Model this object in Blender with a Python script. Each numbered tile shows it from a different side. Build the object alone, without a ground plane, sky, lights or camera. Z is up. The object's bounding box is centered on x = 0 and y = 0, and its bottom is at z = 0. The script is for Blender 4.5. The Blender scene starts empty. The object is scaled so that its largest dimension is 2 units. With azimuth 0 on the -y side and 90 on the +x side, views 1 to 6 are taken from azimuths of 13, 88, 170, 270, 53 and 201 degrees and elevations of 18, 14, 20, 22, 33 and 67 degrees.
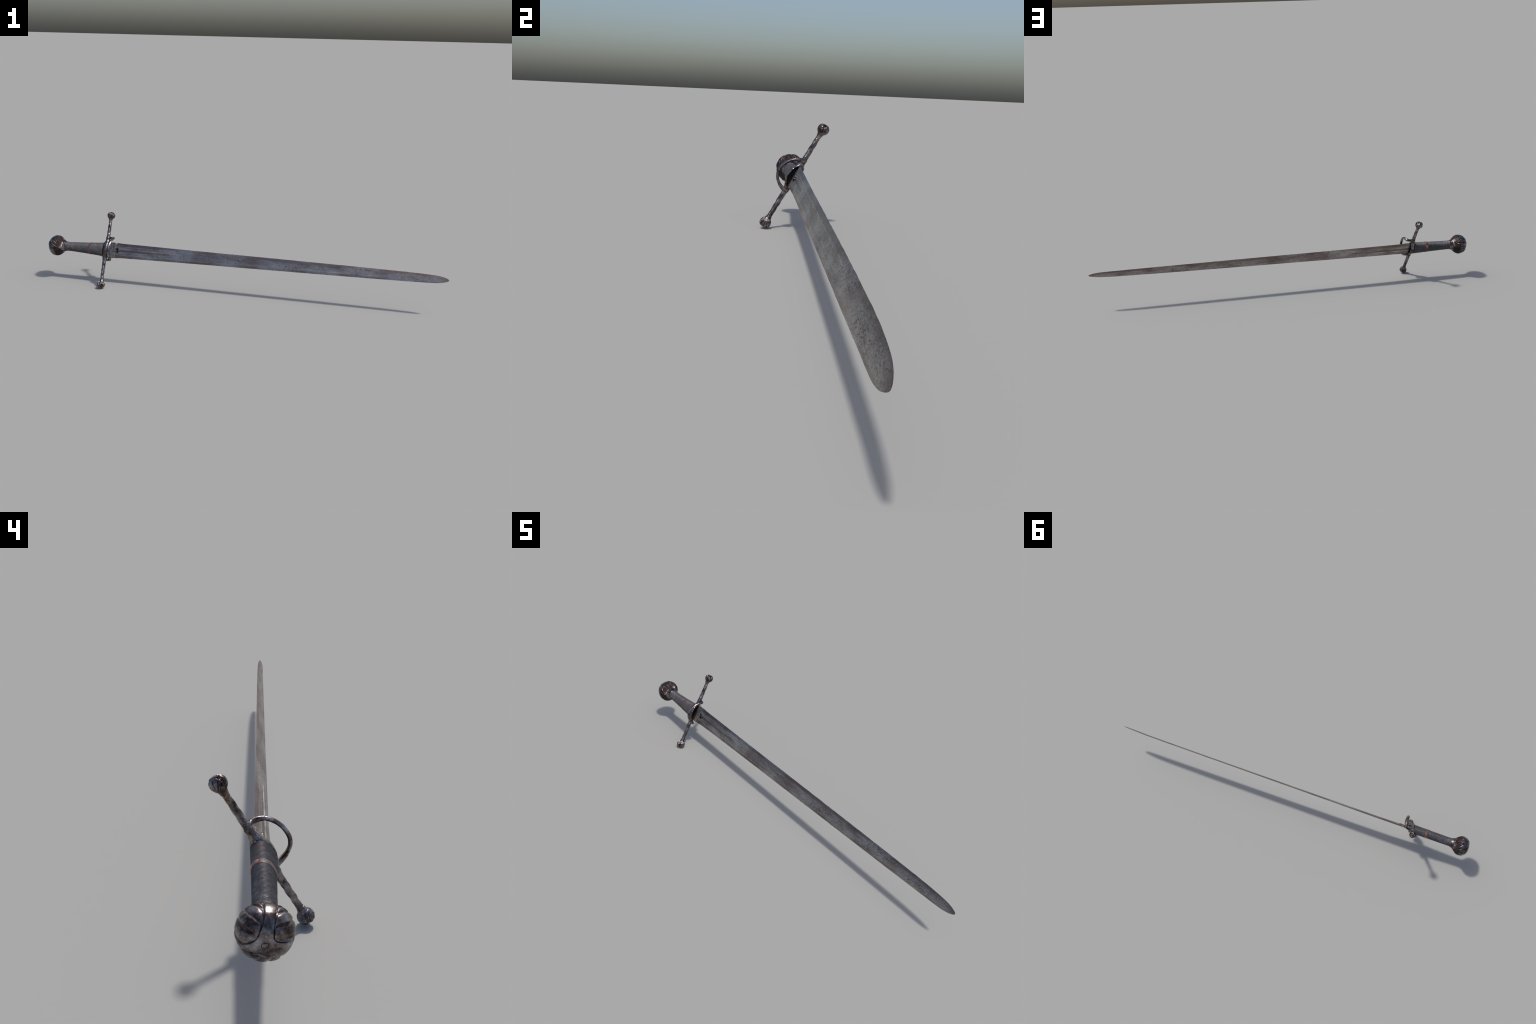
import bpy, math, random
import numpy as np
from mathutils import noise, Vector

random.seed(7)

# ---------------------------------------------------------------- sword frame
# Local frame of the sword: X along the axis (pommel -1, tip +1), Z across the
# blade (upper guard arm), -Y out of the face that carries the side ring.
LEAN = math.radians(29.3)      # the sword leans over on one guard arm
PITCH = 0.0062                 # the point is carried slightly high
root = bpy.data.objects.new("hand_and_a_half_sword", None)
bpy.context.scene.collection.objects.link(root)
root.empty_display_size = 0.1
root.location = (0.0, -0.0002, 0.17955)
root.rotation_euler = (-LEAN, -PITCH, 0.0)
root["label"] = "worn old steel longsword with ribbed globe pommel and side ring"
root["category"] = "sword"


# ---------------------------------------------------------------- small tools
def interp(table, x):
    xs = [t[0] for t in table]
    return np.interp(x, xs, [t[1] for t in table])


def smooth_interp(table, x):
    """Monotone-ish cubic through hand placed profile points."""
    xs = np.array([t[0] for t in table]); ys = np.array([t[1] for t in table])
    d = np.diff(ys) / np.diff(xs)
    m = np.empty_like(ys); m[0] = d[0]; m[-1] = d[-1]
    for i in range(1, len(ys) - 1):
        m[i] = 0.0 if d[i - 1] * d[i] <= 0 else 2 * d[i - 1] * d[i] / (d[i - 1] + d[i])
    x = np.clip(x, xs[0], xs[-1])
    i = np.clip(np.searchsorted(xs, x) - 1, 0, len(xs) - 2)
    h = xs[i + 1] - xs[i]; t = (x - xs[i]) / h
    return ((2 * t**3 - 3 * t**2 + 1) * ys[i] + (t**3 - 2 * t**2 + t) * h * m[i]
            + (-2 * t**3 + 3 * t**2) * ys[i + 1] + (t**3 - t**2) * h * m[i + 1])


def sstep(a, b, x):
    t = np.clip((x - a) / (b - a), 0, 1)
    return t * t * (3 - 2 * t)


def nz(p, s, k=0.0):
    return noise.noise(Vector((p[0] * s + k, p[1] * s - k, p[2] * s + 2 * k)))


def make_object(name, verts, faces, mat, parent, sharp=None):
    me = bpy.data.meshes.new(name)
    me.from_pydata([tuple(map(float, v)) for v in verts], [], faces)
    me.validate()
    me.materials.append(mat)
    me.shade_smooth()
    if sharp:
        me.set_sharp_from_angle(angle=math.radians(sharp))
    ob = bpy.data.objects.new(name, me)
    bpy.context.scene.collection.objects.link(ob)
    ob.parent = parent
    return ob


def loft(rings, cap=True):
    """rings: array (n, m, 3) of closed sections -> verts, faces."""
    n, m = len(rings), len(rings[0])
    v = [p for r in rings for p in r]
    f = []
    for i in range(n - 1):
        for j in range(m):
            k = (j + 1) % m
            f.append((i * m + j, i * m + k, (i + 1) * m + k, (i + 1) * m + j))
    if cap:
        f.append(tuple(range(m - 1, -1, -1)))
        f.append(tuple((n - 1) * m + j for j in range(m)))
    return v, f


def fix_normals(ob):
    import bmesh
    bm = bmesh.new(); bm.from_mesh(ob.data)
    bmesh.ops.recalc_face_normals(bm, faces=bm.faces)
    bm.to_mesh(ob.data); bm.free()
    return ob


# ---------------------------------------------------------------- materials
class Mat:
    def __init__(self, name):
        self.m = bpy.data.materials.new(name)
        self.m.use_nodes = True
        self.t = self.m.node_tree
        self.b = self.t.nodes["Principled BSDF"]
        self.co = self.t.nodes.new("ShaderNodeTexCoord").outputs["Object"]

    def new(self, kind, **kw):
        n = self.t.nodes.new(kind)
        for k, v in kw.items():
            setattr(n, k, v)
        return n

    def link(self, a, b):
        self.t.links.new(a, b)

    def coords(self, scale=(1, 1, 1), rot=(0, 0, 0), loc=(0, 0, 0)):
        n = self.new("ShaderNodeMapping")
        n.inputs["Scale"].default_value = scale
        n.inputs["Rotation"].default_value = rot
        n.inputs["Location"].default_value = loc
        self.link(self.co, n.inputs["Vector"])
        return n.outputs[0]

    def noise(self, freq, detail=4, rough=0.6, dist=0.0, **kw):
        n = self.new("ShaderNodeTexNoise")
        n.inputs["Scale"].default_value = freq
        n.inputs["Detail"].default_value = detail
        n.inputs["Roughness"].default_value = rough
        n.inputs["Distortion"].default_value = dist
        self.link(self.coords(**kw), n.inputs["Vector"])
        return n.outputs["Fac"]

    def ramp(self, fac, stops):
        n = self.new("ShaderNodeValToRGB")
        e = n.color_ramp.elements
        while len(e) < len(stops):
            e.new(0.5)
        for el, (p, c) in zip(e, stops):
            el.position = p
            el.color = (c, c, c, 1) if not isinstance(c, tuple) else (*c, 1)
        self.link(fac, n.inputs["Fac"])
        return n.outputs["Color"]

    def mix(self, fac, a, b, mode="MIX"):
        n = self.new("ShaderNodeMix", data_type="RGBA", blend_type=mode)
        for sock, val in ((n.inputs[0], fac), (n.inputs[6], a), (n.inputs[7], b)):
            if hasattr(val, "is_linked"):
                self.link(val, sock)
            elif isinstance(val, tuple):
                sock.default_value = (*val, 1)
            else:
                sock.default_value = val
        return n.outputs[2]

    def math(self, op, a, b=0.0, clamp=False):
        n = self.new("ShaderNodeMath", operation=op)
        n.use_clamp = clamp
        for sock, val in ((n.inputs[0], a), (n.inputs[1], b)):
            if hasattr(val, "is_linked"):
                self.link(val, sock)
            else:
                sock.default_value = val
        return n.outputs[0]

    def axis(self, i):
        n = self.new("ShaderNodeSeparateXYZ")
        self.link(self.co, n.inputs[0])
        return n.outputs[i]

    def near(self, point, radius, scale=(1, 1, 1)):
        """1 inside a soft blob round a point, 0 outside."""
        loc = tuple(-p * s for p, s in zip(point, scale))
        n = self.new("ShaderNodeVectorMath", operation="LENGTH")
        self.link(self.coords(scale=scale, loc=loc), n.inputs[0])
        r = self.math("DIVIDE", n.outputs["Value"], radius)
        return self.math("SUBTRACT", 1.0, r, clamp=True)

    def bump(self, height, strength, distance=0.001):
        n = self.new("ShaderNodeBump")
        n.inputs["Strength"].default_value = strength
        n.inputs["Distance"].default_value = distance
        self.link(height, n.inputs["Height"])
        self.link(n.outputs[0], self.b.inputs["Normal"])

    def out(self, color=None, rough=None, metal=None):
        for key, val in (("Base Color", color), ("Roughness", rough), ("Metallic", metal)):
            if val is None:
                continue
            s = self.b.inputs[key]
            if hasattr(val, "is_linked"):
                self.link(val, s)
            elif isinstance(val, tuple):
                s.default_value = (*val, 1)
            else:
                s.default_value = val
        return self.m


def blade_steel():
    m = Mat("pitted_blade_steel")
    blot = m.noise(14, 5, 0.62, scale=(0.55, 1, 1.4))
    patch = m.noise(9, 4, 0.62, scale=(0.5, 1, 1.5), loc=(3, 1, 2))
    grain = m.noise(400, 4, 0.74, 0.25, scale=(0.55, 1, 1), rot=(0, 0.5, 0))
    fine = m.noise(620, 3, 0.7, scale=(0.45, 1, 1), rot=(0, -0.4, 0))
    g = m.math("ADD", m.math("MULTIPLY", blot, 0.36), m.math("MULTIPLY", grain, 0.64))
    col = m.ramp(g, [(0.37, (0.080, 0.062, 0.056)), (0.455, (0.22, 0.192, 0.184)),
                     (0.525, (0.385, 0.355, 0.340)), (0.61, (0.54, 0.505, 0.485))])
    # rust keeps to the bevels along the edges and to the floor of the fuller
    across = m.math("ABSOLUTE", m.axis(2))
    half = m.math("SUBTRACT", 0.0300, m.math("MULTIPLY", m.axis(0), 0.0090))
    bevel = m.ramp(m.math("DIVIDE", across, half), [(0.52, 0.0), (0.72, 1.0)])
    floor = m.ramp(across, [(0.0055, 1.0), (0.0090, 0.0)])
    floor = m.math("MULTIPLY", floor, m.ramp(m.math("ADD", m.axis(0), 1.0), [(0.62, 1.0), (0.72, 0.0)]))
    zone = m.math("ADD", m.math("MULTIPLY", bevel, 0.065), m.math("MULTIPLY", floor, 0.075))
    rust = m.ramp(m.math("ADD", zone, m.math("ADD", m.math("MULTIPLY", patch, 0.7), m.math("MULTIPLY", grain, 0.3))),
                  [(0.48, 0.0), (0.61, 1.0)])
    col = m.mix(m.math("MULTIPLY", rust, 0.74), col, (0.150, 0.098, 0.088))
    # lit glints painted as bright lines along the lips of the fuller and the foot of the bevels
    t = m.math("ADD", m.axis(0), 1.0)
    lip = m.math("SUBTRACT", 0.0100, m.math("MULTIPLY", m.math("SUBTRACT", t, 0.38), 0.0156))
    off = m.math("ABSOLUTE", m.math("SUBTRACT", m.math("ABSOLUTE", m.math("SUBTRACT", m.axis(2), 0.0006)), lip))
    line = m.ramp(off, [(0.0006, 1.0), (0.0020, 0.0)])
    line = m.math("MULTIPLY", line, m.ramp(t, [(0.64, 1.0), (0.71, 0.0)]))
    foot = m.math("ABSOLUTE", m.math("SUBTRACT", m.math("DIVIDE", across, half), 0.60))
    foot = m.math("MULTIPLY", m.ramp(foot, [(0.02, 1.0), (0.08, 0.0)]), m.ramp(t, [(0.9, 0.6), (1.4, 0.0)]))
    worn = m.math("MULTIPLY", m.math("MAXIMUM", line, foot), m.ramp(blot, [(0.38, 0.10), (0.60, 0.75)]))  # mask of the painted glints, broken up by the blotches
    col = m.mix(worn, col, (0.52, 0.50, 0.48))
    pits = m.ramp(m.noise(75, 3, 0.6, scale=(0.7, 1, 1), loc=(9, 0, 4)), [(0.27, 1.0), (0.36, 0.0)])
    col = m.mix(m.math("MULTIPLY", pits, 0.8), col, (0.035, 0.025, 0.022))
    rough = m.ramp(g, [(0.35, 0.48), (0.62, 0.27)])
    m.bump(m.math("ADD", m.math("MULTIPLY", grain, 0.6), m.math("MULTIPLY", fine, 0.4)), 0.45, 0.0010)
    return m.out(col, rough, 1.0)


def ricasso_steel():
    m = Mat("striped_ricasso_steel")
    bands = m.noise(120, 3, 0.6, scale=(1, 0.05, 0.06))
    grain = m.noise(160, 4, 0.7)
    g = m.math("ADD", m.math("MULTIPLY", bands, 0.6), m.math("MULTIPLY", grain, 0.4))
    col = m.ramp(g, [(0.36, (0.06, 0.035, 0.03)), (0.46, (0.19, 0.14, 0.12)),
                     (0.54, (0.42, 0.36, 0.31)), (0.64, (0.52, 0.46, 0.40))])
    # undercut shadow at the end of the sleeve, painted in black bits
    end = m.ramp(m.math("ADD", m.axis(0), 1.0), [(0.3655, 0.0), (0.3685, 1.0)])
    shadow_bits = m.ramp(m.noise(210, 3, 0.6, scale=(0.6, 1, 1)), [(0.42, 0.0), (0.48, 1.0)])
    band = m.ramp(m.math("ABSOLUTE", m.math("SUBTRACT", m.axis(2), 0.006)), [(0.017, 1.0), (0.022, 0.0)])
    col = m.mix(m.math("MULTIPLY", m.math("MULTIPLY", end, shadow_bits), band), col, (0.012, 0.009, 0.009))
    m.bump(grain, 0.35, 0.001)
    return m.out(col, 0.36, 1.0)


def hilt_steel(name="browned_hilt_steel", patina=False):
    m = Mat(name)
    blot = m.noise(38, 5, 0.6)
    fine = m.noise(190, 4, 0.65)
    g = m.math("ADD", m.math("MULTIPLY", blot, 0.7), m.math("MULTIPLY", fine, 0.3))
    col = m.ramp(g, [(0.38, (0.044, 0.029, 0.027)), (0.46, (0.115, 0.092, 0.091)),
                     (0.56, (0.235, 0.215, 0.222)), (0.67, (0.40, 0.385, 0.405))])
    # a trace of yellow deposit left on the upper arm
    yel = m.math("MULTIPLY", m.near((-0.695, 0.006, 0.150), 0.020), m.ramp(fine, [(0.42, 0.0), (0.6, 1.0)]))
    col = m.mix(yel, col, (0.34, 0.23, 0.05))
    rough = m.ramp(g, [(0.39, 0.38), (0.56, 0.25)])
    metal = 1.0
    if patina:
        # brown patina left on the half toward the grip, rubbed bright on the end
        edge = m.math("ADD", m.math("ADD", m.axis(0), 1.0), m.math("MULTIPLY", m.math("SUBTRACT", blot, 0.5), 0.035))
        pat = m.math("MULTIPLY", m.ramp(edge, [(0.040, 0.0), (0.050, 1.0)]), m.ramp(edge, [(0.072, 1.0), (0.082, 0.0)]))
        col = m.mix(m.math("MULTIPLY", pat, 0.92), col, (0.036, 0.025, 0.025))
        rough = m.math("ADD", rough, m.math("MULTIPLY", pat, 0.30))
    m.bump(fine, 0.10, 0.001)
    return m.out(col, rough, metal)


def recess_shade():  # near-black shade inside the blade mouth, put into the colour
    m = Mat("dark_recess_shade")
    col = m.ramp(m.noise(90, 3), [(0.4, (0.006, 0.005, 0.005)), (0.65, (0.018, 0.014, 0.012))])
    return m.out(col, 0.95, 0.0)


def groove_shade():  # shade of the cut outlines put into a near-black colour
    m = Mat("groove_shade")
    col = m.ramp(m.noise(120, 3), [(0.4, (0.012, 0.009, 0.009)), (0.65, (0.04, 0.03, 0.028))])
    return m.out(col, 0.6, 0.3)


def flute_stain_shade():  # brown staining that also paints the shade in the flutes
    m = Mat("brown_flute_stain_shade")
    col = m.ramp(m.noise(70, 4, 0.65), [(0.38, (0.028, 0.019, 0.018)), (0.52, (0.062, 0.046, 0.044)), (0.66, (0.15, 0.125, 0.122))])
    return m.out(col, 0.36, 1.0)


def grip_cord():
    m = Mat("dark_grip_winding")
    blot = m.noise(30, 5, 0.65)
    fibre = m.noise(260, 3, 0.7, scale=(1.6, 0.5, 0.5))
    g = m.math("ADD", m.math("MULTIPLY", blot, 0.5), m.math("MULTIPLY", fibre, 0.5))
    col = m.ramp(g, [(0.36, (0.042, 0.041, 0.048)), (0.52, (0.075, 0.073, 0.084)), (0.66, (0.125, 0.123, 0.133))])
    warm = m.ramp(m.noise(17, 3, loc=(4, 4, 4)), [(0.52, 0.0), (0.70, 0.5)])
    col = m.mix(warm, col, (0.095, 0.078, 0.068))
    # pale scuffs toward the pommel
    scuff = m.ramp(m.noise(95, 4, 0.7, scale=(1.0, 0.5, 0.5), loc=(1, 2, 0)), [(0.56, 0.0), (0.64, 1.0)])
    toward = m.ramp(m.math("ADD", m.axis(0), 1.0), [(0.10, 1.0), (0.19, 0.0)])
    col = m.mix(m.math("MULTIPLY", m.math("MULTIPLY", scuff, toward), 0.6), col, (0.34, 0.34, 0.35))
    m.bump(fibre, 0.6, 0.0010)
    m.b.inputs["Specular IOR Level"].default_value = 0.35
    return m.out(col, 0.54, 0.35)


def band_leather():
    m = Mat("reddish_grip_band")
    n = m.noise(110, 4, 0.65)
    col = m.ramp(n, [(0.36, (0.042, 0.035, 0.040)), (0.52, (0.068, 0.047, 0.050)), (0.66, (0.110, 0.060, 0.052))])
    edge = m.ramp(m.noise(210, 3, 0.6, loc=(5, 1, 0)), [(0.54, 0.0), (0.66, 1.0)])
    col = m.mix(m.math("MULTIPLY", edge, 0.45), col, (0.17, 0.058, 0.040))
    spot = m.ramp(m.near((-0.772, 0.0165, 0.0215), 0.0090, (0.9, 1, 1)), [(0.1, 0.0), (0.4, 1.0)])
    spot2 = m.ramp(m.near((-0.768, -0.001, 0.0305), 0.006), [(0.1, 0.0), (0.4, 1.0)])
    s = m.math("MAXIMUM", spot, m.math("MULTIPLY", spot2, 0.7))
    s = m.math("MULTIPLY", s, m.ramp(n, [(0.36, 0.1), (0.52, 1.0)]))
    col = m.mix(s, col, (0.62, 0.18, 0.045))
    return m.out(col, 0.5, 0.0)


STEEL = hilt_steel()
POMMEL = hilt_steel("half_patinated_pommel_steel", True)
BLADE = blade_steel()
RICASSO = ricasso_steel()
DARK = recess_shade()
GROOVE_SHADE = groove_shade()
STAIN_SHADE = flute_stain_shade()
CORD = grip_cord()
BAND = band_leather()

# ---------------------------------------------------------------- blade
HALF_WIDTH = [(-0.70, 0.0390), (-0.645, 0.0388), (-0.60, 0.0374), (-0.50, 0.0360), (-0.40, 0.0347), (-0.20, 0.0325),
              (0.0, 0.0308), (0.20, 0.0291), (0.40, 0.0271), (0.60, 0.0251), (0.80, 0.0223),
              (0.90, 0.0198), (0.95, 0.0170), (0.975, 0.0127), (0.99, 0.0078), (0.997, 0.0042), (0.9992, 0.0021), (1.0, 0.0004)]
HALF_THICK = [(-0.70, 0.0040), (-0.55, 0.0037), (-0.20, 0.0031), (0.30, 0.0025), (0.80, 0.0019), (0.97, 0.0012), (1.0, 0.0004)]
EXTRA_BACK = 1.25


def bend(x, y, z):
    """Slight set and twist of the old blade."""
    a = np.radians(interp([(-0.7, 1.5), (-0.5, 4.0), (0.0, 4.5), (0.5, 3.0), (1.0, 1.0)], x))
    k = interp([(-0.7, 0.0013), (-0.5, 0.0032), (0.55, 0.0036), (0.85, 0.0028), (1.0, -0.0010)], x)
    y2 = y * np.cos(a) - z * np.sin(a)
    z2 = y * np.sin(a) + z * np.cos(a)
    return np.stack([x, y2 + k, z2 + 0.45 * k - 0.0003], -1)


def blade_depth(x, w, h, face):
    """Half thickness of the blade at station x, height w; face -1 ring side, +1 back."""
    s = np.abs(w) / h
    T = interp(HALF_THICK, x) * (EXTRA_BACK if face > 0 else 1.0)
    edge = np.minimum(0.0005, T * 0.5)
    flat = 0.60
    d = np.where(s < flat, T * (1.0 - 0.10 * (1 - s / flat)), edge + (T - edge) * (1 - s) / (1 - flat))
    lens = edge + (T - edge) * (1 - s ** 2.2)
    soft = 0.25 + 0.75 * sstep(-0.2, 0.55, x)
    d = d * (1 - soft) + lens * soft
    # broad shallow hollow between two soft lines beyond the fuller
    d = d - 0.0008 * sstep(-0.40, -0.24, x) * (1 - sstep(0.45, 0.85, x)) * (1 - sstep(0.34, 0.56, s))
    # the fuller: a channel that closes at about a third of the blade
    wc = -0.0015 + 0.0015 * sstep(-0.62, -0.30, x)
    hw = 0.0098 - 0.0050 * sstep(-0.62, -0.30, x)
    q = np.clip(np.abs(w - wc) / hw, 0, 2)
    run = (1.0 if face > 0 else sstep(-0.632, -0.615, x)) * (1 - sstep(-0.36, -0.295, x))
    chan = np.sqrt(np.clip(1 - q * q, 0, 1))
    if face > 0:
        chan = chan * (1 - 0.6 * (1 - sstep(0.0, 0.28, q)))
    d = d - 0.0022 * run * chan
    d = d + 0.0006 * run * np.exp(-((q - 1.15) / 0.16) ** 2)
    return d


def blade_mesh():
    xs = np.concatenate([np.linspace(-0.64, -0.26, 240), np.linspace(-0.258, 0.90, 420),
                         np.linspace(0.902, 0.985, 60), 1 - 0.015 * (1 - np.linspace(0.02, 1, 24)) ** 2])
    m = 56
    u = np.linspace(-1, 1, m + 1)
    u = np.sign(u) * np.abs(u) ** 0.95
    rings = []
    for x in xs:
        h = float(smooth_interp(HALF_WIDTH, x))
        wear = 0.0012 * min(1, h / 0.012)
        nick_t = wear * (nz((x, 0, 0), 28, 1) * 0.5 + max(0, nz((x, 0, 0), 90, 3) - 0.30))
        nick_b = wear * (nz((x, 0, 0), 28, 7) * 0.5 + max(0, nz((x, 0, 0), 90, 9) - 0.30))
        w = np.where(u > 0, u * (h - nick_t), u * (h - nick_b))
        front = blade_depth(np.full_like(w, x), w, h, -1)
        back = blade_depth(np.full_like(w, x), w, h, 1)
        rough_f = np.array([nz((x * 0.7, 1, q), 160) * 0.00016 + nz((x * 0.5, 3, q), 45) * 0.00016 for q in w])
        rough_b = np.array([nz((x * 0.7, 5, q), 160) * 0.00016 + nz((x * 0.5, 8, q), 45) * 0.00016 for q in w])
        fade = np.clip(front / 0.001, 0, 1)
        front = np.maximum(front + rough_f * fade, 0.0002)
        back = np.maximum(back + rough_b * fade, 0.0002)
        X = np.full(m + 1, x)
        ring = np.concatenate([bend(X, -front, w), bend(X[::-1][1:-1], back[::-1][1:-1], w[::-1][1:-1])])
        rings.append(ring)
    return loft(rings)


v, f = blade_mesh()
blade = fix_normals(make_object("blade", v, f, BLADE, root, 40))


def ricasso_mesh():
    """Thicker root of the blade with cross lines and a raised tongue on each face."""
    xs = np.concatenate([np.linspace(-0.705, -0.634, 60), [-0.6335, -0.633], np.linspace(-0.6325, -0.618, 24),
                         np.linspace(-0.6175, -0.6155, 5)])
    m = 60
    u = np.linspace(-1, 1, m + 1)
    rings = []
    for x in xs:
        h = float(smooth_interp(HALF_WIDTH, x)) + 0.0006
        # the sleeve stops at -0.633; beyond it only the tongue stands proud
        low_h = h + 0.0016 * (1 - sstep(-0.648, -0.643, x))
        w = np.where(u < 0, u * low_h, u * h)
        s = np.abs(u)
        body = 0.0052 - 0.0016 * sstep(0.45, 1.0, s)
        body = body * (1 - sstep(0.93, 1.0, s) * 0.55)
        lines = 0.00045 * (np.exp(-((x + 0.653) / 0.0016) ** 2) + np.exp(-((x + 0.646) / 0.0014) ** 2)
                           + 0.7 * np.exp(-((x + 0.661) / 0.0018) ** 2))
        body = body + lines
        end = sstep(-0.6345, -0.630, x + 0.0016 * nz((0, 2, x), 1) + 0.0 * w)
        jag = np.array([0.0022 * nz((0.3, 0.2, q), 260) for q in w])
        end = sstep(-0.646, -0.630, x + jag)
        low = blade_depth(np.full_like(w, x), w * 0.985, h, -1) - 0.0006
        d = body * (1 - end) + low * end
        tongue = (1 - sstep(0.55, 1.0, np.abs(w - 0.001) / 0.0135)) * sstep(-0.652, -0.640, x)
        tongue = tongue * (1 - sstep(-0.6215, -0.619, x + jag * 0.8))
        d = d + tongue * (0.0020 + 0.0026 * end)
        d = np.array([dd + 0.0002 * nz((x, 4, q), 170) for dd, q in zip(d, w)])
        d = np.maximum(d, 0.0003)
        back = blade_depth(np.full_like(w, x), w * 0.99, h, 1) + 0.0002 - 0.0010 * sstep(-0.6405, -0.6395, x)
        back = np.maximum(back, 0.0003)
        X = np.full(m + 1, x)
        rings.append(np.concatenate([bend(X, -d, w), bend(X[::-1][1:-1], back[::-1][1:-1], w[::-1][1:-1])]))
    return loft(rings)


v, f = ricasso_mesh()
ricasso = fix_normals(make_object("ricasso", v, f, RICASSO, blade, 45))
ricasso.data.materials.append(BLADE)      # the far face is plain blade
for p in ricasso.data.polygons:
    if p.center.y > 0.0015:
        p.material_index = 1

# ---------------------------------------------------------------- grip
GRIP_W = [(-0.912, 0.0219), (-0.88, 0.0224), (-0.83, 0.0252), (-0.77, 0.0288), (-0.735, 0.0317), (-0.700, 0.0347)]
GRIP_N = [(-0.912, 0.0217), (-0.86, 0.0218), (-0.77, 0.0222), (-0.735, 0.0226), (-0.700, 0.0231)]


def fat(c, s, e=2.35):
    """Radius factor that turns an ellipse into a slightly squared oval."""
    return (np.abs(c) ** e + np.abs(s) ** e) ** (-1 / e)


def grip_ring(x, grow, m=72, wrap=0.0):
    a = np.linspace(0, 2 * math.pi, m, endpoint=False)
    ww = float(smooth_interp(GRIP_W, x)) + grow
    nn = float(smooth_interp(GRIP_N, x)) + grow
    r = wrap * np.abs(np.sin(math.pi * (x / 0.0026 - a / (2 * math.pi))))
    r = r + np.array([0.00035 * nz((x, math.cos(t) * 0.02, math.sin(t) * 0.02), 45) for t in a])
    k = fat(np.cos(a), np.sin(a))
    return np.stack([np.full(m, x), k * np.cos(a) * (nn + r), k * np.sin(a) * (ww + r)], -1)


grip = make_object("grip", *loft([grip_ring(x, -0.0003, wrap=0.0009) for x in np.linspace(-0.912, -0.700, 560)]), CORD, root, 60)
fix_normals(grip)

# reddish band wound over the grip
m = 72
ang = np.linspace(0, 2 * math.pi, m, endpoint=False)
rings = []
for k, (t, g) in enumerate([(0, -0.0008), (0.0, 0.0009), (0.06, 0.0013), (0.3, 0.0014), (0.5, 0.0015),
                            (0.7, 0.0014), (0.94, 0.0013), (1.0, 0.0009), (1.0, -0.0008)]):
    ring = []
    for a in ang:
        lo = -0.7785 + 0.0012 * nz((math.cos(a), math.sin(a), 1), 1.5) + 0.0012 * math.sin(a)
        hi = -0.7635 + 0.0012 * nz((math.cos(a), math.sin(a), 5), 1.5) + 0.0008 * math.sin(a + 0.6)
        x = lo + (hi - lo) * t
        ww = float(smooth_interp(GRIP_W, x)) + g
        nn = float(smooth_interp(GRIP_N, x)) + g
        k = fat(math.cos(a), math.sin(a))
        ring.append((x, k * math.cos(a) * nn, k * math.sin(a) * ww))
    rings.append(np.array(ring))
fix_normals(make_object("grip_band", *loft(rings, cap=False), BAND, grip, 50))


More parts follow.
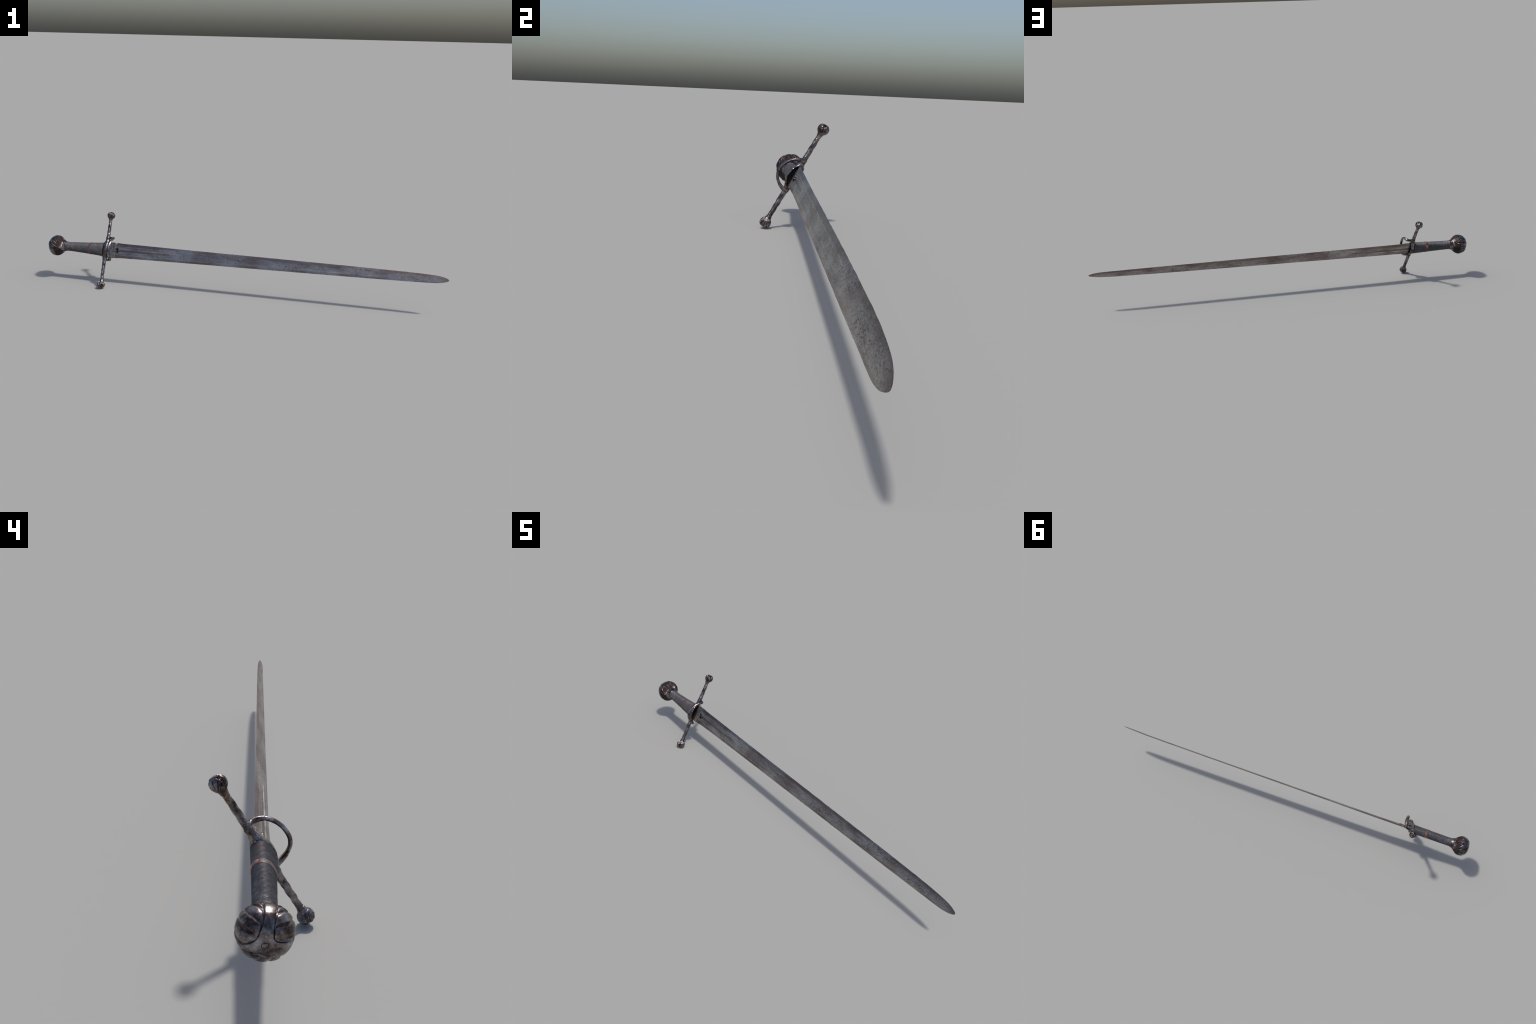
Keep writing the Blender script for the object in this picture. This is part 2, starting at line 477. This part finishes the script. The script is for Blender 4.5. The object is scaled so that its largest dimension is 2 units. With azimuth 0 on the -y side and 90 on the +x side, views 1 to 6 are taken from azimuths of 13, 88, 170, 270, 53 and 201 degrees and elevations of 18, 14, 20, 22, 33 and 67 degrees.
# ---------------------------------------------------------------- ribbed globes (pommel, guard finials)
def globe(profile, centre, panels, rib_count, rib_depth, groove_depth, bulge, groove_w, n_ax=150, n_az=240,
          pol_open=24.0, shade_w=0.40, rib_shade=0.0):
    """Turned body with shell-shaped panels.  profile: (position from end, radius) along the axis,
    pol measured from the free end round `centre`.  panels: (azimuth, half width) in degrees.
    Returns rings as (position, radius, azimuth) grids plus a groove mask."""
    t = np.linspace(0, 1, n_ax)
    P = np.array(profile)
    seg = np.concatenate([[0], np.cumsum(np.hypot(*np.diff(P, axis=0).T))])
    seg /= seg[-1]
    pos = smooth_interp(list(zip(seg, P[:, 0])), t)
    rad = smooth_interp(list(zip(seg, P[:, 1])), t)
    az = np.linspace(0, 360, n_az, endpoint=False)
    R = np.empty((n_ax, n_az)); X = np.empty((n_ax, n_az)); mask = np.zeros((n_ax, n_az), bool); stain_shade = np.zeros((n_ax, n_az), bool)
    for i in range(n_ax):
        pol = math.degrees(math.atan2(rad[i], centre - pos[i]))
        best = np.full(n_az, -9.0); rib = np.ones(n_az)
        for pa, hw, fan, phase in panels:
            da = (az - pa + 180) % 360 - 180
            # a shell outline: closes in a round toward the end, straight-sided toward the neck
            op = np.clip((pol - pol_open) / 42.0, 0, 1)
            half = hw * np.sqrt(np.clip(1 - (1 - op) ** 2, 0, 1)) + 1e-3
            u = da / half
            # signed distance (in rough radius units) inside the outline
            side = (1 - np.abs(u)) * half * math.radians(1) * max(math.sin(math.radians(pol)), 0.05)
            base = math.radians(max(pol - pol_open, -20)) * 1.4
            dist = side + base - np.hypot(side, base)
            spread = 45.0 / max(pol, 32.0) * (1.0 - 0.32 * sstep(82, 122, pol))
            fcoord = ((az - fan + 180) % 360 - 180) / 50.0 / spread + phase
            r = 0.5 - 0.5 * np.cos(2 * math.pi * fcoord * rib_count)
            inside = dist > best
            rib = np.where(inside, r, rib)
            best = np.maximum(best, dist)
        neck = 1 - sstep(128, 146, pol)
        inn = sstep(0.0, groove_w, best)
        dr = bulge * sstep(0.0, groove_w * 3.2, best) * neck
        dr = dr - groove_depth * np.exp(-(best / (groove_w * 0.55)) ** 2) * neck
        dr = dr - rib_depth * (1 - rib) ** 3.2 * inn * neck * sstep(pol_open, pol_open + 25, pol)
        nrm = math.radians(pol)
        X[i] = pos[i] - dr * math.cos(nrm)
        R[i] = np.maximum(rad[i] + dr * math.sin(nrm), 0.0)
        mask[i] = (best < groove_w * shade_w) & (best > -groove_w * shade_w) & (pol < 136) & (pol > pol_open - 4)
        speck = np.array([nz((math.cos(q), math.sin(q), pol * 0.02), 2.2, 3) for q in np.radians(az)])
        ends = sstep(30, 48, pol) * (1 - sstep(108, 126, pol))
        stain_shade[i] = (rib < rib_shade * ends * (0.55 + 0.9 * speck)) & (best > groove_w * 0.55)
    return X, R, np.radians(az), (mask, stain_shade)


pommel_profile = [(0.0, 0.0004), (0.0005, 0.010), (0.0030, 0.0215), (0.0085, 0.0335), (0.0165, 0.0425), (0.0270, 0.0487),
                  (0.0400, 0.0511), (0.0505, 0.0496), (0.0600, 0.0442), (0.0675, 0.0388), (0.0730, 0.0340), (0.0775, 0.0306), (0.083, 0.0280)]
# azimuths measured from the upper arm toward the back; world-up lies at -LEAN
tilt = -math.degrees(LEAN)
X, R, A, M = globe(pommel_profile, 0.043,
                   [(52 + tilt, 50, 72 + tilt, 0.43), (-60 + tilt, 36, -100 + tilt, 0.5), (167 + tilt, 53, 150 + tilt, 0.0)],
                   1.04, 0.0019, 0.0024, 0.0014, 0.055, 240, 480, rib_shade=0.34)
rings = [np.stack([-0.9998 + X[i], np.sin(A) * R[i], np.cos(A) * R[i]], -1) for i in range(len(X))]
pommel = fix_normals(make_object("pommel", *loft(rings), POMMEL, root))


def shade_grooves(ob, masks):
    """Groove shade painted into the cut outlines, shade with brown staining into the flutes:
    those faces carry darker materials of their own."""
    for k, (mask, mat) in enumerate(zip(masks, (GROOVE_SHADE, STAIN_SHADE))):
        ob.data.materials.append(mat)
        n_az = mask.shape[1]
        for p in ob.data.polygons:
            if len(p.vertices) == 4 and all(mask[v // n_az, v % n_az] for v in p.vertices):
                p.material_index = k + 1


shade_grooves(pommel, M)

# plain collar between pommel and grip
col_prof = [(-0.9195, 0.0278), (-0.9185, 0.0292), (-0.9140, 0.0270), (-0.9090, 0.0249), (-0.9050, 0.0245), (-0.9030, 0.0239), (-0.9025, 0.0215)]
a = np.linspace(0, 2 * math.pi, 64, endpoint=False)
rings = [np.stack([np.full(64, x), np.sin(a) * r, np.cos(a) * r], -1) for x, r in col_prof]
fix_normals(make_object("collar", *loft(rings, cap=False), STEEL, pommel))

# peened end of the tang; added dark disc stands for the groove round it
def disc(profile, wobble):
    out = []
    for x, r in profile:
        rr = r * (1 + wobble * np.array([nz((math.cos(t), math.sin(t), 2), 1.6) for t in a]))
        out.append(np.stack([np.full(64, x), np.sin(a) * rr, np.cos(a) * rr], -1))
    return loft(out)


fix_normals(make_object("tang_dark_disc", *disc([(-0.9980, 0.0068), (-0.9996, 0.0067), (-0.9997, 0.0002)], 0.12), GROOVE_SHADE, pommel))
fix_normals(make_object("tang_button", *disc([(-0.9985, 0.0057), (-0.9998, 0.0056), (-1.0003, 0.0049), (-1.0006, 0.003), (-1.0007, 0.0003)], 0.16), STEEL, pommel))

# ---------------------------------------------------------------- crossguard
GX = -0.6882
GUARD_X = [(0.0, 0.0120), (0.020, 0.0118), (0.034, 0.0118), (0.045, 0.0106), (0.060, 0.0094), (0.080, 0.0082)]
GUARD_N = [(0.0, 0.0240), (0.012, 0.0230), (0.022, 0.0200), (0.032, 0.0160), (0.041, 0.0124), (0.052, 0.0096), (0.080, 0.0082)]


def super_section(ax, an, e, m=64):
    t = np.linspace(0, 2 * math.pi, m, endpoint=False)
    c, s = np.cos(t), np.sin(t)
    return np.sign(c) * np.abs(c) ** (2 / e) * ax, np.sign(s) * np.abs(s) ** (2 / e) * an


rings = []
for w in np.linspace(-0.077, 0.077, 110):
    k = abs(w)
    e = 2.0 + 2.4 * (1 - sstep(0.018, 0.05, k))
    ax = float(smooth_interp(GUARD_X, k)); an = float(smooth_interp(GUARD_N, k))
    knuckle = 0.0016 * math.exp(-((w - 0.0615) / 0.0045) ** 2) + 0.0016 * math.exp(-((w + 0.0525) / 0.0045) ** 2)
    ax += knuckle; an += knuckle
    # filed notches along the rim toward the grip
    cx, cn = super_section(ax, an, e)
    notch = 0.0012 * (0.5 + 0.5 * math.cos(2 * math.pi * w / 0.0125)) * (1 - sstep(0.030, 0.036, k))
    cx = np.where(np.abs(cx) > 0.6 * ax, cx - np.sign(cx) * notch * (np.abs(cn) > 0.25 * an), cx)
    rings.append(np.stack([GX + cx, cn, np.full(len(cx), w)], -1))
guard = fix_normals(make_object("crossguard", *loft(rings), STEEL, root, 50))

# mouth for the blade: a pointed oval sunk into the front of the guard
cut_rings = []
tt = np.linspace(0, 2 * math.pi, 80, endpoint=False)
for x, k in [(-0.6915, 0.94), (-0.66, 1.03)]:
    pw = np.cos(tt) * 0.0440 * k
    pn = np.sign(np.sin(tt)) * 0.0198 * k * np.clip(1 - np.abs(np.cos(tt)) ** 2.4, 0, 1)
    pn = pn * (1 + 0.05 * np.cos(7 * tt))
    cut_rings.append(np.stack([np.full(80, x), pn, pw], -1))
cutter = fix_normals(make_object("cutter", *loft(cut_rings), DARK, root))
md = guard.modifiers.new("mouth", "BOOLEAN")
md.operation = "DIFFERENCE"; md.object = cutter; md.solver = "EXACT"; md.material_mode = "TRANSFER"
bpy.context.view_layer.update()
dg = bpy.context.evaluated_depsgraph_get()
me = bpy.data.meshes.new_from_object(guard.evaluated_get(dg))
guard.modifiers.clear()
me.name = "crossguard"
guard.data = me
bpy.data.objects.remove(cutter, do_unlink=True)

# arms of the guard, with turned rings and a spiral fluted middle
ARM_R = [(0.070, 0.0083), (0.0765, 0.0083), (0.090, 0.0081), (0.115, 0.0077), (0.1445, 0.0073), (0.150, 0.0074),
         (0.158, 0.0080), (0.164, 0.0092), (0.170, 0.0104)]
for sgn in (1, -1):
    rings = []
    for w in np.concatenate([np.linspace(0.072, 0.168, 190)]):
        r = float(smooth_interp(ARM_R, w))
        t = np.linspace(0, 2 * math.pi, 48, endpoint=False)
        fl = sstep(0.080, 0.088, w) * (1 - sstep(0.137, 0.143, w))
        rr = r + 0.0005 + 0.0006 * fl * np.cos(3 * t + sgn * w * 2 * math.pi / 0.028)
        for g in (0.0782, 0.1455):
            rr = rr - 0.0009 * math.exp(-((w - g) / 0.0008) ** 2)
            rr = rr + 0.0004 * math.exp(-((abs(w - g) - 0.0026) / 0.0012) ** 2)
        rr = rr + np.array([0.00025 * nz((w * sgn, math.cos(q) * 0.01, math.sin(q) * 0.01), 90) for q in t])
        rings.append(np.stack([GX - 0.004 * (w - 0.07) / 0.1 * sgn + 0.0 + np.cos(t) * rr, np.sin(t) * rr, np.full(48, sgn * w)], -1))
    fix_normals(make_object("quillon", *loft(rings), STEEL, guard))

fin_profile = [(0.0, 0.0002), (0.0004, 0.0045), (0.0022, 0.0095), (0.0060, 0.0145), (0.0110, 0.0176), (0.0170, 0.0186),
               (0.0230, 0.0175), (0.0280, 0.0149), (0.0320, 0.0122), (0.036, 0.0104), (0.043, 0.0088)]
for sgn in (1, -1):
    X, R, A, M = globe(fin_profile, 0.0175, [(c, 55, c + 22, 0.2) for c in ((35, 155, 275) if sgn > 0 else (80, 200, 320))],
                       0.95, 0.0020, 0.0026, 0.0012, 0.10, 120, 220, pol_open=12.0, shade_w=0.22, rib_shade=0.30)
    rings = [np.stack([GX - 0.0042 * sgn + np.sin(A) * R[i], np.cos(A) * R[i], np.full(len(A), sgn * 0.1972) - sgn * X[i]], -1) for i in range(len(X))]
    shade_grooves(fix_normals(make_object("quillon_finial", *loft(rings), STEEL, guard)), M)


# ---------------------------------------------------------------- side ring
RING = [(0.000, 0.000, 0.0615), (0.010, 0.001, 0.0615), (0.020, 0.002, 0.0613), (0.029, 0.005, 0.0608), (0.0340, 0.0125, 0.0590),
        (0.0370, 0.0225, 0.0556), (0.0380, 0.0335, 0.0492), (0.0370, 0.0450, 0.0370), (0.0355, 0.0535, 0.0200), (0.0340, 0.0565, 0.0020),
        (0.0345, 0.0545, -0.0150), (0.0355, 0.0465, -0.0300), (0.0360, 0.0330, -0.0415), (0.0355, 0.0190, -0.0485),
        (0.0320, 0.0080, -0.0508), (0.0250, 0.0030, -0.0515), (0.0120, 0.0005, -0.0522), (0.000, 0.000, -0.0525)]


def spline(points, per):
    P = np.array(points)
    P = np.vstack([2 * P[0] - P[1], P, 2 * P[-1] - P[-2]])
    out = []
    for i in range(1, len(P) - 2):
        for t in np.linspace(0, 1, per, endpoint=False):
            p0, p1, p2, p3 = P[i - 1:i + 3]
            out.append(0.5 * (2 * p1 + (p2 - p0) * t + (2 * p0 - 5 * p1 + 4 * p2 - p3) * t**2 + (3 * p1 - p0 - 3 * p2 + p3) * t**3))
    out.append(P[-2])
    return np.array(out)


path = spline([(GX + x, -n, w) for x, n, w in RING], 10)
tan = np.gradient(path, axis=0); tan /= np.linalg.norm(tan, axis=1)[:, None]
L = np.concatenate([[0], np.cumsum(np.linalg.norm(np.diff(path, axis=0), axis=1))]); L /= L[-1]
t = np.linspace(0, 2 * math.pi, 36, endpoint=False)
rings = []
for p, d, s in zip(path, tan, L):
    outw = np.array([0, p[1], p[2]]); outw -= d * (outw @ d)
    outw /= max(np.linalg.norm(outw), 1e-6)
    side = np.cross(d, outw)
    mid = sstep(0.20, 0.30, s) * (1 - sstep(0.70, 0.80, s))
    elbow = math.exp(-((s - 0.155) / 0.05) ** 2) + math.exp(-((s - 0.845) / 0.05) ** 2)
    r_out = 0.0061 - 0.0012 * mid + 0.0009 * elbow
    r_side = 0.0060 + 0.0008 * mid + 0.0011 * elbow
    # the outer face carries two fine grooves over the middle stretch
    rr = 1.0 - 0.13 * mid * (np.exp(-((t - 0.75) / 0.25) ** 2) + np.exp(-((t - 2 * math.pi + 0.75) / 0.25) ** 2))
    for g in (0.265, 0.735):
        rr = rr - 0.10 * math.exp(-((s - g) / 0.006) ** 2)
    rr = rr + np.array([0.04 * nz(p + 0.005 * np.array([0, math.cos(q), math.sin(q)]), 110) for q in t])
    rings.append(p + np.outer(np.cos(t) * rr * r_out, outw) + np.outer(np.sin(t) * rr * r_side, side))
fix_normals(make_object("side_ring", *loft(np.array(rings)), STEEL, guard))
